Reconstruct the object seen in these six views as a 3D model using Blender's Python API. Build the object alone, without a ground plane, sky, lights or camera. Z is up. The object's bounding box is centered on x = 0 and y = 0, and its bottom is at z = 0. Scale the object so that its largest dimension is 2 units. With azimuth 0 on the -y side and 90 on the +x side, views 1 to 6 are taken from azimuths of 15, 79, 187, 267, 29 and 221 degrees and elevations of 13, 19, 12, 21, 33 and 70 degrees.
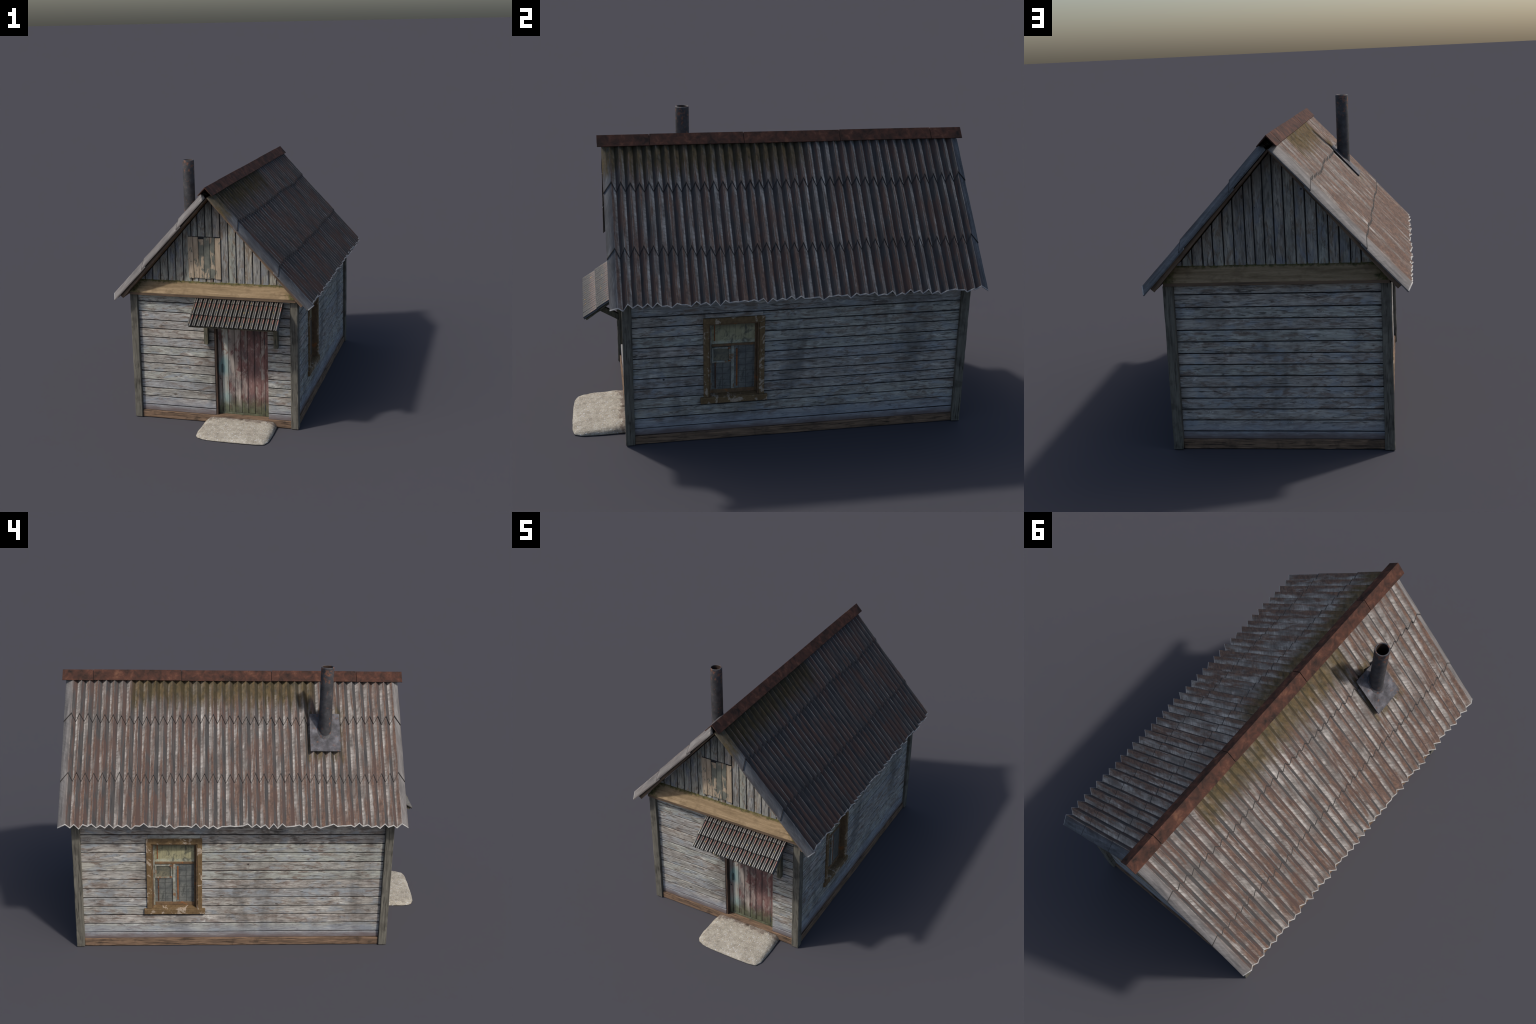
"""Small weathered wooden house with corrugated metal roof, stove pipe, tiled door awning and stone step."""
import bpy, bmesh, math, random
from mathutils import Vector, Matrix, noise

random.seed(7)
for o in list(bpy.data.objects):
    bpy.data.objects.remove(o, do_unlink=True)
SC = bpy.context.scene.collection


# ------------------------------------------------------------------ node helpers
class NT:
    def __init__(self, name, rough=0.75):
        self.m = bpy.data.materials.new(name)
        self.m.use_nodes = True
        self.t = self.m.node_tree
        self.t.nodes.clear()
        self.out = self.t.nodes.new("ShaderNodeOutputMaterial")
        self.b = self.t.nodes.new("ShaderNodeBsdfPrincipled")
        self.t.links.new(self.b.outputs[0], self.out.inputs[0])
        self.b.inputs["Roughness"].default_value = rough
        self._c = {}

    def n(self, kind, **kw):
        nd = self.t.nodes.new("ShaderNode" + kind)
        for k, v in kw.items():
            setattr(nd, k, v)
        return nd

    def put(self, sock, v):
        if isinstance(v, bpy.types.NodeSocket):
            self.t.links.new(v, sock)
        elif v is not None:
            if sock.type == "RGBA" and len(v) == 3:
                v = (*v, 1)
            sock.default_value = v

    def obj(self):
        if "o" not in self._c:
            self._c["o"] = self.n("TexCoord").outputs["Object"]
        return self._c["o"]

    def pos(self):
        if "p" not in self._c:
            self._c["p"] = self.n("NewGeometry").outputs["Position"]
        return self._c["p"]

    def rnd(self):
        if "r" not in self._c:
            self._c["r"] = self.n("ObjectInfo").outputs["Random"]
        return self._c["r"]

    def xyz(self, v):
        s = self.n("SeparateXYZ")
        self.put(s.inputs[0], v)
        return s.outputs[0], s.outputs[1], s.outputs[2]

    def comb(self, x, y, z):
        s = self.n("CombineXYZ")
        for i, v in enumerate((x, y, z)):
            self.put(s.inputs[i], v)
        return s.outputs[0]

    def scale(self, v, s, loc=(0, 0, 0)):
        m = self.n("Mapping")
        self.put(m.inputs["Vector"], v)
        m.inputs["Scale"].default_value = s
        m.inputs["Location"].default_value = loc
        return m.outputs[0]

    def math(self, op, a, b=0.0, c=0.0, clamp=False):
        m = self.n("Math", operation=op, use_clamp=clamp)
        for i, v in enumerate((a, b, c)):
            self.put(m.inputs[i], v)
        return m.outputs[0]

    def rng(self, v, a, b, lo=0.0, hi=1.0, smooth=True):
        m = self.n("MapRange", interpolation_type="SMOOTHSTEP" if smooth else "LINEAR")
        self.put(m.inputs[0], v)
        for i, x in enumerate((a, b, lo, hi)):
            m.inputs[i + 1].default_value = x
        return m.outputs[0]

    def noise(self, v, scale=1.0, detail=4.0, rough=0.55, dist=0.0, w=None):
        m = self.n("TexNoise", noise_dimensions="4D" if w is not None else "3D")
        self.put(m.inputs["Vector"], v)
        if w is not None:
            self.put(m.inputs["W"], w)
        m.inputs["Scale"].default_value = scale
        m.inputs["Detail"].default_value = detail
        m.inputs["Roughness"].default_value = rough
        m.inputs["Distortion"].default_value = dist
        return m.outputs["Fac"]

    def vor(self, v, scale=1.0, feature="F1", out="Distance", w=None):
        m = self.n("TexVoronoi", feature=feature, voronoi_dimensions="4D" if w is not None else "3D")
        self.put(m.inputs["Vector"], v)
        if w is not None:
            self.put(m.inputs["W"], w)
        m.inputs["Scale"].default_value = scale
        return m.outputs[out]

    def white(self, v):
        m = self.n("TexWhiteNoise", noise_dimensions="1D")
        self.put(m.inputs["W"], v)
        return m.outputs["Value"]

    def ramp(self, f, stops):
        m = self.n("ValToRGB")
        self.put(m.inputs[0], f)
        e = m.color_ramp.elements
        while len(e) < len(stops):
            e.new(0.5)
        for i, (p, c) in enumerate(stops):
            e[i].position = p
            e[i].color = (*c, 1) if len(c) == 3 else c
        return m.outputs[0]

    def mix(self, f, a, b, blend="MIX"):
        m = self.n("Mix", data_type="RGBA", blend_type=blend)
        self.put(m.inputs[0], f)
        self.put(m.inputs[6], a)
        self.put(m.inputs[7], b)
        return m.outputs[2]

    def bump(self, h, strength=0.3, dist=0.002):
        m = self.n("Bump")
        self.put(m.inputs["Height"], h)
        m.inputs["Strength"].default_value = strength
        m.inputs["Distance"].default_value = dist
        self.t.links.new(m.outputs[0], self.b.inputs["Normal"])

    def done(self, col, rough=None, metal=None, spec=None):
        self.put(self.b.inputs["Base Color"], col)
        if rough is not None:
            self.put(self.b.inputs["Roughness"], rough)
        if metal is not None:
            self.put(self.b.inputs["Metallic"], metal)
        if spec is not None:
            self.put(self.b.inputs["Specular IOR Level"], spec)
        return self.m


def grain_scale(axis, along, across):
    s = [across] * 3
    s["xyz".index(axis)] = along
    return tuple(s)


# ------------------------------------------------------------------ materials
def plank_material(name, light, mid, dark, brown, cool, foot=None, axis="x", seed=0.0, stain=0.5):
    """Sun-bleached, once painted board: grain, stains, pale patches, checks, knots, nail heads."""
    k = NT(name, 0.8)
    o = k.obj()
    w = k.math("MULTIPLY_ADD", k.rnd(), 91.0, seed)
    wa = lambda d: k.math("ADD", w, d)
    g = k.noise(k.scale(o, grain_scale(axis, 9, 85)), 1, 6, 0.65, 0.9, w)
    fine = k.noise(k.scale(o, grain_scale(axis, 30, 380)), 1, 3, 0.6, 0.0, w)
    col = k.ramp(g, [(0.28, dark), (0.45, mid), (0.64, light)])
    # board to board tone
    tone = k.white(k.math("MULTIPLY", k.rnd(), 417.0))
    col = k.mix(0.75, col, k.ramp(tone, [(0.0, (0.74, 0.78, 0.86)), (0.3, (1.04, 0.98, 0.91)), (0.6, (0.93, 1.0, 0.95)), (0.8, (0.84, 0.80, 0.77)), (1.0, (1.08, 1.0, 0.96))]), "MULTIPLY")
    # remains of blue-grey paint, brown weathering and bleached wood, in blotches drawn out along the grain
    cl = k.noise(k.scale(o, grain_scale(axis, 8, 19)), 1, 5, 0.6, 1.0, wa(5.0))
    col = k.mix(k.rng(cl, 0.47, 0.65, 0, 0.85), col, cool)
    br = k.noise(k.scale(o, grain_scale(axis, 11, 34)), 1, 6, 0.65, 1.3, wa(11.0))
    col = k.mix(k.rng(br, 0.49, 0.64, 0, 0.9), col, brown)
    pale = k.noise(k.scale(o, grain_scale(axis, 8, 32)), 1, 5, 0.62, 0.9, wa(23.0))
    col = k.mix(k.rng(pale, 0.57, 0.7, 0, 0.75), col, tuple(min(1, c * 1.28) for c in light))
    dk = k.noise(k.scale(o, grain_scale(axis, 10, 80)), 1, 5, 0.66, 1.5, wa(47.0))
    col = k.mix(k.rng(dk, 0.53, 0.66, 0, 0.85), col, tuple(c * 0.55 for c in dark))
    # damp, dirty areas that run across several boards
    big = k.noise(k.scale(k.pos(), (5.0, 5.0, 1.7)), 1, 5, 0.6, 0.3)
    big = k.math("ADD", big, k.math("MULTIPLY_ADD", k.noise(k.scale(o, grain_scale(axis, 14, 40)), 1, 3, 0.6, 0.5, wa(61.0)), 0.3, -0.15))
    col = k.mix(k.rng(big, 0.46, 0.70, 0, stain), col, tuple(c * 0.8 for c in dark))
    # drying checks
    ck = k.noise(k.scale(o, grain_scale(axis, 10, 230)), 1, 2, 0.5, 0.2, wa(31.0))
    col = k.mix(k.rng(ck, 0.62, 0.69, 0, 0.85), col, tuple(c * 0.3 for c in dark))
    col = k.mix(0.4, col, k.ramp(fine, [(0.3, (0.58, 0.56, 0.53)), (0.6, (1.12, 1.12, 1.12))]), "MULTIPLY")
    # knots with flowing grain round them, and nail heads
    kn = k.vor(k.scale(o, grain_scale(axis, 8, 17)), 1, w=w)
    ring = k.math("FRACT", k.math("MULTIPLY", kn, 22.0))
    col = k.mix(k.math("MULTIPLY", k.rng(kn, 0.14, 0.32, 0.55, 0), k.rng(ring, 0.4, 0.7)), col, tuple(c * 0.55 for c in brown))
    col = k.mix(k.rng(kn, 0.06, 0.1, 0.85, 0), col, tuple(c * 0.3 for c in brown))
    nail = k.vor(k.scale(o, (13, 13, 13)), 1, w=wa(3.3))
    col = k.mix(k.rng(nail, 0.06, 0.075, 0.9, 0, False), col, (0.025, 0.023, 0.023))
    if foot:  # old blue limewash and splashed earth just above the ground
        z = k.xyz(k.pos())[2]
        f = k.math("ADD", z, k.math("MULTIPLY_ADD", k.noise(k.scale(k.pos(), (7, 7, 30)), 1, 4, 0.6), 0.07, -0.035))
        col = k.mix(k.rng(f, 0.075, 0.15, 0.5, 0), col, (0.28, 0.31, 0.365))
        col = k.mix(k.rng(f, 0.045, 0.092, 0.9, 0), col, foot)
    k.bump(k.math("ADD", g, k.math("MULTIPLY", fine, 0.4)), 0.4, 0.002)
    return k.done(col, 0.8, spec=0.3)


def wood_material(name, light, mid, dark, axis, rough=0.8, seed=0.0, along=4, across=70, crack=0.75, green=None):
    k = NT(name, rough)
    o = k.obj()
    w = k.math("MULTIPLY_ADD", k.rnd(), 57.0, seed)
    g = k.noise(k.scale(o, grain_scale(axis, along, across)), 1, 5, 0.62, 0.7, w)
    col = k.ramp(g, [(0.28, dark), (0.47, mid), (0.7, light)])
    p = k.noise(k.pos(), 14, 4, 0.6, 0.5)
    col = k.mix(k.rng(p, 0.5, 0.7, 0, 0.55), col, dark)
    ck = k.noise(k.scale(o, grain_scale(axis, along * 1.5, across * 2.2)), 1, 2, 0.5, 0.3, k.math("ADD", w, 9.0))
    col = k.mix(k.rng(ck, 0.58, 0.66, 0, crack), col, tuple(c * 0.3 for c in dark))
    if green:
        q = k.noise(k.pos(), 9, 4, 0.6)
        col = k.mix(k.rng(q, 0.5, 0.68, 0, 0.5), col, green)
    k.bump(k.math("SUBTRACT", g, k.math("MULTIPLY", k.rng(ck, 0.58, 0.66), 0.6)), 0.5, 0.003)
    return k.done(col, rough, spec=0.25)


PITCH = 1.7065 / 39      # one corrugation
CREST0 = -0.7645         # first crest behind the front verge


def roof_material(side):
    """Galvanised, weathered sheet: pale zinc with rust towards each crest, slate grey shade painted on the
    south flank of every corrugation, moss washed down from the ridge."""
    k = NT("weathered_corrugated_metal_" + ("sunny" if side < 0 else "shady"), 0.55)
    p = k.pos()
    x, y, z = k.xyz(p)
    ax = k.math("ABSOLUTE", x)
    s = k.math("MULTIPLY", ax, 1.48)                     # distance down the slope
    rel = k.math("DIVIDE", k.math("SUBTRACT", y, CREST0), PITCH)
    ph = k.math("FRACT", k.math("MULTIPLY", rel, -1.0))   # going south: 0 crest .. 0.5 valley .. 1 next crest
    rib = k.math("FLOOR", k.math("ADD", rel, 0.5))
    rv = k.white(rib)
    base = k.noise(k.comb(k.math("MULTIPLY", s, 7.0), k.math("MULTIPLY", y, 60.0), k.math("MULTIPLY", rv, 9.0)), 1, 5, 0.6, 0.6)
    fibre = k.noise(k.comb(k.math("MULTIPLY_ADD", y, 210.0, k.math("MULTIPLY", s, 130.0)), k.math("MULTIPLY", s, 34.0), k.math("MULTIPLY", y, 30.0)), 1, 4, 0.65)
    brush = k.noise(k.comb(k.math("MULTIPLY_ADD", y, 120.0, k.math("MULTIPLY", s, 70.0)), k.math("MULTIPLY", s, 14.0), 0.0), 1, 4, 0.6)
    zinc = k.ramp(base, [(0.27, (0.10, 0.098, 0.095)), (0.43, (0.21, 0.197, 0.185)), (0.58, (0.33, 0.315, 0.295)), (0.72, (0.50, 0.485, 0.46))])
    zinc = k.mix(0.5, zinc, k.ramp(brush, [(0.3, (0.62, 0.61, 0.6)), (0.65, (1.15, 1.15, 1.15))]), "MULTIPLY")
    # rust: streaks down the sheet, thickest against the crest
    r = k.noise(k.comb(k.math("MULTIPLY", s, 5.0), k.math("MULTIPLY", y, 62.0), 3.0), 1, 5, 0.62, 0.5)
    patch = k.noise(k.comb(k.math("MULTIPLY", s, 4.5), k.math("MULTIPLY", y, 6.5), 21.0), 1, 5, 0.62, 0.7)
    near = k.math("ADD", k.rng(ph, 0.58, 0.95, -0.07, 0.10), k.rng(s, 0.25, 0.8, -0.01, 0.05))
    near = k.math("ADD", near, k.math("MULTIPLY_ADD", patch, 0.42, -0.21))
    rf = k.rng(k.math("ADD", k.math("ADD", r, near), k.math("MULTIPLY_ADD", rv, 0.12, -0.06)), 0.41, 0.66, 0, 0.92)
    rust = k.ramp(k.noise(k.scale(p, (40, 90, 40)), 1, 5, 0.65), [(0.3, (0.08, 0.055, 0.047)), (0.5, (0.145, 0.092, 0.072)), (0.72, (0.235, 0.138, 0.094))])
    vall = k.rng(ph, 0.52, 0.82, 0.8, 0)          # painted highlight along the foot of the flank
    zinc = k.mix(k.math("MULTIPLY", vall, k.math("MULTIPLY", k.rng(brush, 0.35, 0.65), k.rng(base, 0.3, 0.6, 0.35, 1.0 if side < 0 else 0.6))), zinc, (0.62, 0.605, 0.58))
    blot = k.noise(k.comb(k.math("MULTIPLY", s, 5.0), k.math("MULTIPLY", y, 7.0), 13.0), 1, 4, 0.6, 0.5)
    zinc = k.mix(k.rng(blot, 0.42, 0.66, 0, 0.72), zinc, (0.13, 0.12, 0.112))
    col = k.mix(rf, zinc, rust)
    col = k.mix(0.42, col, k.ramp(fibre, [(0.3, (0.6, 0.59, 0.58)), (0.66, (1.18, 1.18, 1.18))]), "MULTIPLY")
    # verge strips darkened in colour to tone down the sun they catch
    verge = k.math("MAXIMUM", k.rng(y, CREST0 - 0.003, CREST0 + 0.001, 1, 0), k.rng(y, 0.941, 0.945))
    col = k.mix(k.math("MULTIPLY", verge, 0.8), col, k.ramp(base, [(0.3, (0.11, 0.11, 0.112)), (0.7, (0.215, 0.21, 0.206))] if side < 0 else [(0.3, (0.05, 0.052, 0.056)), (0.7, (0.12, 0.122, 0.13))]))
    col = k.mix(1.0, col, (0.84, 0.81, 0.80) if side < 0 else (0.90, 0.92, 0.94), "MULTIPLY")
    # one-sided rib shading baked into the colour of the south flank
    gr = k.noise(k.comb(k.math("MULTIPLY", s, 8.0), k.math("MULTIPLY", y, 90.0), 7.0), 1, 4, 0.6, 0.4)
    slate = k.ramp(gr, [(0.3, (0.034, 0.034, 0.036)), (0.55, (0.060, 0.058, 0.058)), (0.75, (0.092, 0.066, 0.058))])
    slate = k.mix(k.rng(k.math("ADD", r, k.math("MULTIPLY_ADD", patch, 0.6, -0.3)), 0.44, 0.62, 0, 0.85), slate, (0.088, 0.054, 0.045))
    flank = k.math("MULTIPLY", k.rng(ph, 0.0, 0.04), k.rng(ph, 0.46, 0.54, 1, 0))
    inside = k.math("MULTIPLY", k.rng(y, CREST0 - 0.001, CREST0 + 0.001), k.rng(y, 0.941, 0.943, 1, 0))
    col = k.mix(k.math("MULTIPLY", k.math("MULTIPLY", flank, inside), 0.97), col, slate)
    # moss below the ridge cap
    edge = k.noise(k.comb(k.math("MULTIPLY", y, 70.0), k.math("MULTIPLY", s, 7.0), 1.0), 1, 4, 0.6)
    wide = k.noise(k.comb(k.math("MULTIPLY", y, 5.0), 4.0, 0.0), 1, 2, 0.5)
    if side < 0:
        rngy = k.math("MULTIPLY", k.rng(y, -0.36, -0.33), k.rng(y, 0.62, 0.645, 1, 0))
    else:
        rngy = k.math("MULTIPLY", k.rng(y, -0.9, -0.85), k.rng(y, 0.12, 0.24, 1, 0))
    reach = k.math("ADD", k.math("MULTIPLY", edge, 0.26), k.math("MULTIPLY", wide, 0.12))
    mf = k.math("MULTIPLY", rngy, k.rng(k.math("SUBTRACT", s, reach), -0.075, 0.045, 0.9, 0))
    mf = k.math("MULTIPLY", mf, k.rng(k.noise(k.comb(k.math("MULTIPLY", s, 9.0), k.math("MULTIPLY", y, 26.0), 2.0), 1, 5, 0.65), 0.32, 0.58, 0.66, 1))
    if side < 0:  # damp patches around the chimney flashing
        dx = k.math("ABSOLUTE", k.math("SUBTRACT", s, 0.35))
        dy = k.math("ABSOLUTE", k.math("ADD", y, 0.39))
        dd = k.math("MAXIMUM", k.math("SUBTRACT", dx, 0.13), k.math("SUBTRACT", dy, 0.085))
        mf = k.math("MAXIMUM", mf, k.math("MULTIPLY", k.rng(dd, -0.01, 0.035, 0.8, 0), k.rng(edge, 0.42, 0.55)))
    moss = k.ramp(k.noise(p, 34, 4, 0.6), [(0.3, (0.04, 0.034, 0.019)), (0.5, (0.085, 0.064, 0.030)), (0.75, (0.15, 0.105, 0.05))])
    moss = k.mix(k.math("MULTIPLY", k.math("MULTIPLY", flank, inside), 0.7), moss, (0.03, 0.026, 0.013))  # moss darkened too where the rib shading is painted
    col = k.mix(mf, col, moss)
    k.bump(brush, 0.15, 0.001)
    return k.done(col, k.rng(mf, 0, 1, 0.62, 0.9), spec=0.12)


def rust_material(name, stops, scale=26, rough=0.8):
    k = NT(name, rough)
    p = k.pos()
    f = k.noise(p, scale, 6, 0.65, 0.4)
    f = k.math("ADD", k.math("MULTIPLY", f, 0.75), k.math("MULTIPLY", k.noise(p, 9, 3, 0.5), 0.25))
    col = k.ramp(f, stops)
    k.bump(k.noise(p, 120, 3), 0.2, 0.001)
    return k.done(col, rough, spec=0.1)


def flat_material(name, col, rough=0.8, vary=0.25, scale=40):
    k = NT(name, rough)
    f = k.noise(k.pos(), scale, 4, 0.6)
    c = k.ramp(f, [(0.3, tuple(a * (1 - vary) for a in col)), (0.7, tuple(min(1, a * (1 + vary)) for a in col))])
    return k.done(c, rough, spec=0.3)


M = {}
M["wall"] = plank_material("weathered_wall_board", (0.51, 0.497, 0.46), (0.335, 0.322, 0.30), (0.125, 0.112, 0.10),
                           (0.205, 0.158, 0.13), (0.295, 0.322, 0.345), foot=(0.135, 0.10, 0.095), stain=0.62)
M["post"] = wood_material("grey_post_wood", (0.19, 0.178, 0.147), (0.12, 0.112, 0.092), (0.052, 0.047, 0.04), "z", along=7, across=95)
M["skirt"] = wood_material("brown_plinth_wood", (0.29, 0.185, 0.118), (0.155, 0.10, 0.065), (0.04, 0.03, 0.023), "x", along=7, across=110, crack=0.9)
M["barge"] = wood_material("dark_verge_wood", (0.22, 0.15, 0.10), (0.14, 0.095, 0.065), (0.07, 0.05, 0.038), "x", along=4, across=60)
M["deck"] = wood_material("roof_lath_wood", (0.27, 0.165, 0.09), (0.18, 0.11, 0.06), (0.09, 0.06, 0.04), "y", along=4, across=50)
M["core"] = flat_material("dark_framing_wood", (0.022, 0.022, 0.024), 0.95)  # base colour kept near black so gaps between boards look shadowed
M["bracket"] = wood_material("mossy_bracket_wood", (0.20, 0.165, 0.10), (0.115, 0.105, 0.075), (0.06, 0.06, 0.05), "z", along=8, across=60, green=(0.07, 0.075, 0.05))
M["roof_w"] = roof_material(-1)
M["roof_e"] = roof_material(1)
M["roof_lip"] = flat_material("painted_lap_shadow", (0.045, 0.04, 0.038), 0.8)
M["roof_rim"] = flat_material("bright_sheet_rim", (0.36, 0.35, 0.335), 0.5)
M["roof_under"] = flat_material("sheet_underside", (0.10, 0.10, 0.105), 0.7)
M["cap"] = rust_material("rusty_ridge_metal", [(0.34, (0.021, 0.016, 0.014)), (0.45, (0.048, 0.026, 0.020)), (0.56, (0.078, 0.035, 0.025)), (0.7, (0.135, 0.066, 0.041))])


def pipe_material():
    k = NT("sooty_pipe_metal", 0.6)
    p = k.pos()
    z = k.xyz(p)[2]
    f = k.noise(p, 30, 5, 0.6)
    col = k.ramp(f, [(0.3, (0.024, 0.024, 0.027)), (0.55, (0.047, 0.047, 0.052)), (0.75, (0.085, 0.082, 0.082))])
    ends = k.math("MAXIMUM", k.rng(z, 1.38, 1.48), k.rng(z, 1.1, 1.2, 1, 0))
    rf = k.rng(k.math("ADD", k.noise(p, 55, 5, 0.65), k.math("MULTIPLY", ends, 0.08)), 0.57, 0.68, 0, 0.85)
    col = k.mix(rf, col, (0.17, 0.075, 0.045))
    k.bump(k.noise(p, 160, 3), 0.25, 0.001)
    return k.done(col, 0.6, spec=0.4)


def plate_material():
    k = NT("grey_flashing_metal", 0.5)
    p = k.pos()
    f = k.noise(p, 24, 5, 0.65)
    col = k.ramp(f, [(0.3, (0.045, 0.043, 0.046)), (0.52, (0.09, 0.087, 0.095)), (0.75, (0.185, 0.18, 0.195))])
    rf = k.rng(k.noise(p, 45, 5, 0.65, 0.3), 0.58, 0.68, 0, 0.8)
    col = k.mix(rf, col, (0.15, 0.075, 0.05))
    return k.done(col, 0.6, spec=0.12)


M["pipe"], M["plate"] = pipe_material(), plate_material()
M["soot"] = flat_material("pipe_soot", (0.03, 0.018, 0.013), 0.95)


def ledge_material():
    k = NT("ochre_ledge_board", 0.85)
    p = k.pos()
    x, y, z = k.xyz(p)
    g = k.noise(k.scale(p, (5, 60, 60)), 1, 5, 0.6, 0.5)
    col = k.ramp(g, [(0.28, (0.145, 0.10, 0.056)), (0.5, (0.24, 0.172, 0.10)), (0.72, (0.32, 0.235, 0.145))])
    pt = k.noise(p, 16, 4, 0.6)
    col = k.mix(k.rng(pt, 0.5, 0.68, 0, 0.55), col, (0.15, 0.105, 0.06))
    fine = k.noise(k.scale(p, (60, 500, 500)), 1, 3, 0.6)
    col = k.mix(0.4, col, k.ramp(fine, [(0.35, (0.6, 0.58, 0.55)), (0.6, (1.1, 1.1, 1.1))]), "MULTIPLY")
    # moss creeping along the joint with the gable and into the eave corners
    up = k.rng(z, 0.806, 0.843)
    cor = k.rng(k.math("ABSOLUTE", x), 0.36, 0.47)
    m = k.math("ADD", k.math("MAXIMUM", k.math("MULTIPLY", up, 0.75), k.math("MULTIPLY", cor, 0.62)), k.math("MULTIPLY_ADD", k.noise(p, 45, 4, 0.65), 0.9, -0.45))
    moss = k.ramp(k.noise(p, 70, 3), [(0.35, (0.028, 0.03, 0.01)), (0.65, (0.10, 0.09, 0.03))])
    col = k.mix(k.rng(m, 0.36, 0.68, 0, 0.95), col, moss)
    col = k.mix(k.rng(z, 0.772, 0.775, 1, 0, False), col, k.ramp(g, [(0.3, (0.06, 0.042, 0.03)), (0.7, (0.17, 0.115, 0.075))]))
    k.bump(g, 0.3, 0.002)
    return k.done(col, 0.85, spec=0.2)


M["ledge"] = ledge_material()


def door_material():
    """Red paint worn through to pale wood; teal remains at the latch side; green algae at the foot."""
    k = NT("peeling_red_door_paint", 0.7)
    p = k.pos()
    x, y, z = k.xyz(p)
    w = k.math("MULTIPLY", k.rnd(), 33.0)
    o = k.obj()
    g = k.noise(k.scale(o, (70, 70, 6)), 1, 5, 0.6, 0.5, w)
    wood = k.ramp(g, [(0.3, (0.15, 0.12, 0.105)), (0.5, (0.29, 0.24, 0.21)), (0.7, (0.45, 0.40, 0.355))])
    red = k.ramp(k.noise(k.scale(p, (45, 45, 14)), 1, 5, 0.65), [(0.3, (0.085, 0.045, 0.045)), (0.5, (0.15, 0.068, 0.062)), (0.62, (0.20, 0.10, 0.09)), (0.78, (0.30, 0.185, 0.165))])
    e = k.noise(k.scale(p, (20, 20, 8)), 1, 6, 0.66, 0.8)
    board = k.math("MULTIPLY_ADD", k.white(w), 0.12, -0.06)
    keep = k.math("ADD", k.math("ADD", e, board), k.rng(x, 0.04, 0.2, -0.05, 0.10))
    col = k.mix(k.rng(keep, 0.44, 0.56, 0, 0.95), wood, red)
    chips = k.noise(k.scale(p, (80, 80, 26)), 1, 5, 0.7)
    col = k.mix(k.rng(chips, 0.56, 0.66, 0, 0.7), col, (0.36, 0.30, 0.265))
    grime = k.noise(k.scale(p, (16, 16, 7)), 1, 5, 0.65, 0.6)
    col = k.mix(k.rng(grime, 0.5, 0.68, 0, 0.65), col, (0.075, 0.066, 0.07))
    pink = k.math("MULTIPLY", k.rng(x, 0.13, 0.2), k.math("MULTIPLY", k.rng(z, 0.12, 0.2), k.rng(z, 0.24, 0.34, 1, 0)))
    col = k.mix(k.math("MULTIPLY", pink, k.rng(e, 0.4, 0.6, 0.1, 0.6)), col, (0.30, 0.185, 0.165))
    # pale plank at the latch side with teal undercoat
    first = k.math("MULTIPLY", k.rng(x, 0.033, 0.036), k.rng(x, 0.072, 0.076, 1, 0))
    palec = k.mix(k.rng(k.noise(k.scale(p, (18, 18, 9)), 1, 5, 0.65, 0.5), 0.48, 0.6), k.ramp(g, [(0.3, (0.30, 0.295, 0.26)), (0.7, (0.50, 0.50, 0.445))]), (0.21, 0.115, 0.085))
    col = k.mix(k.math("MULTIPLY", first, 0.9), col, palec)
    lt = k.math("MULTIPLY", k.rng(x, 0.03, 0.115, 1, 0), k.math("MAXIMUM", k.math("MULTIPLY", k.rng(z, 0.09, 0.13), k.rng(z, 0.15, 0.21, 1, 0)), k.math("MULTIPLY", k.rng(z, 0.26, 0.31), k.rng(z, 0.36, 0.42, 1, 0))))
    col = k.mix(k.math("MULTIPLY", lt, k.rng(e, 0.38, 0.6, 0.2, 0.9)), col, (0.20, 0.33, 0.325))
    # algae at the foot
    fz = k.math("ADD", z, k.math("MULTIPLY_ADD", k.noise(k.scale(p, (30, 30, 10)), 1, 4, 0.6), 0.13, -0.065))
    alg = k.ramp(k.noise(p, 40, 4), [(0.3, (0.045, 0.05, 0.033)), (0.6, (0.10, 0.12, 0.065)), (0.8, (0.13, 0.15, 0.12))])
    col = k.mix(k.rng(fz, 0.075, 0.165, 0.88, 0), col, alg)
    col = k.mix(0.3, col, k.ramp(g, [(0.3, (0.55, 0.55, 0.55)), (0.6, (1.1, 1.1, 1.1))]), "MULTIPLY")
    k.bump(g, 0.3, 0.002)
    return k.done(col, 0.7, spec=0.3)


M["door"] = door_material()
M["jamb"] = wood_material("dark_jamb_wood", (0.11, 0.065, 0.045), (0.06, 0.04, 0.03), (0.03, 0.022, 0.018), "z", along=5, across=60)
M["iron"] = flat_material("dark_teal_iron", (0.035, 0.055, 0.06), 0.5)


def casing_material():
    k = NT("flaking_olive_casing_paint", 0.75)
    p = k.pos()
    o = k.obj()
    g = k.noise(p, 60, 4, 0.6)
    col = k.ramp(g, [(0.3, (0.112, 0.070, 0.032)), (0.7, (0.185, 0.120, 0.058))])
    e = k.noise(k.scale(p, (17, 17, 17)), 1, 6, 0.68, 1.3)
    col = k.mix(k.rng(e, 0.545, 0.585, 0, 0.85), col, k.ramp(k.noise(p, 150, 2), [(0.3, (0.33, 0.26, 0.19)), (0.7, (0.46, 0.38, 0.30))]))
    k.bump(e, 0.2, 0.001)
    return k.done(col, 0.75, spec=0.3)


M["casing"] = casing_material()


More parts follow.
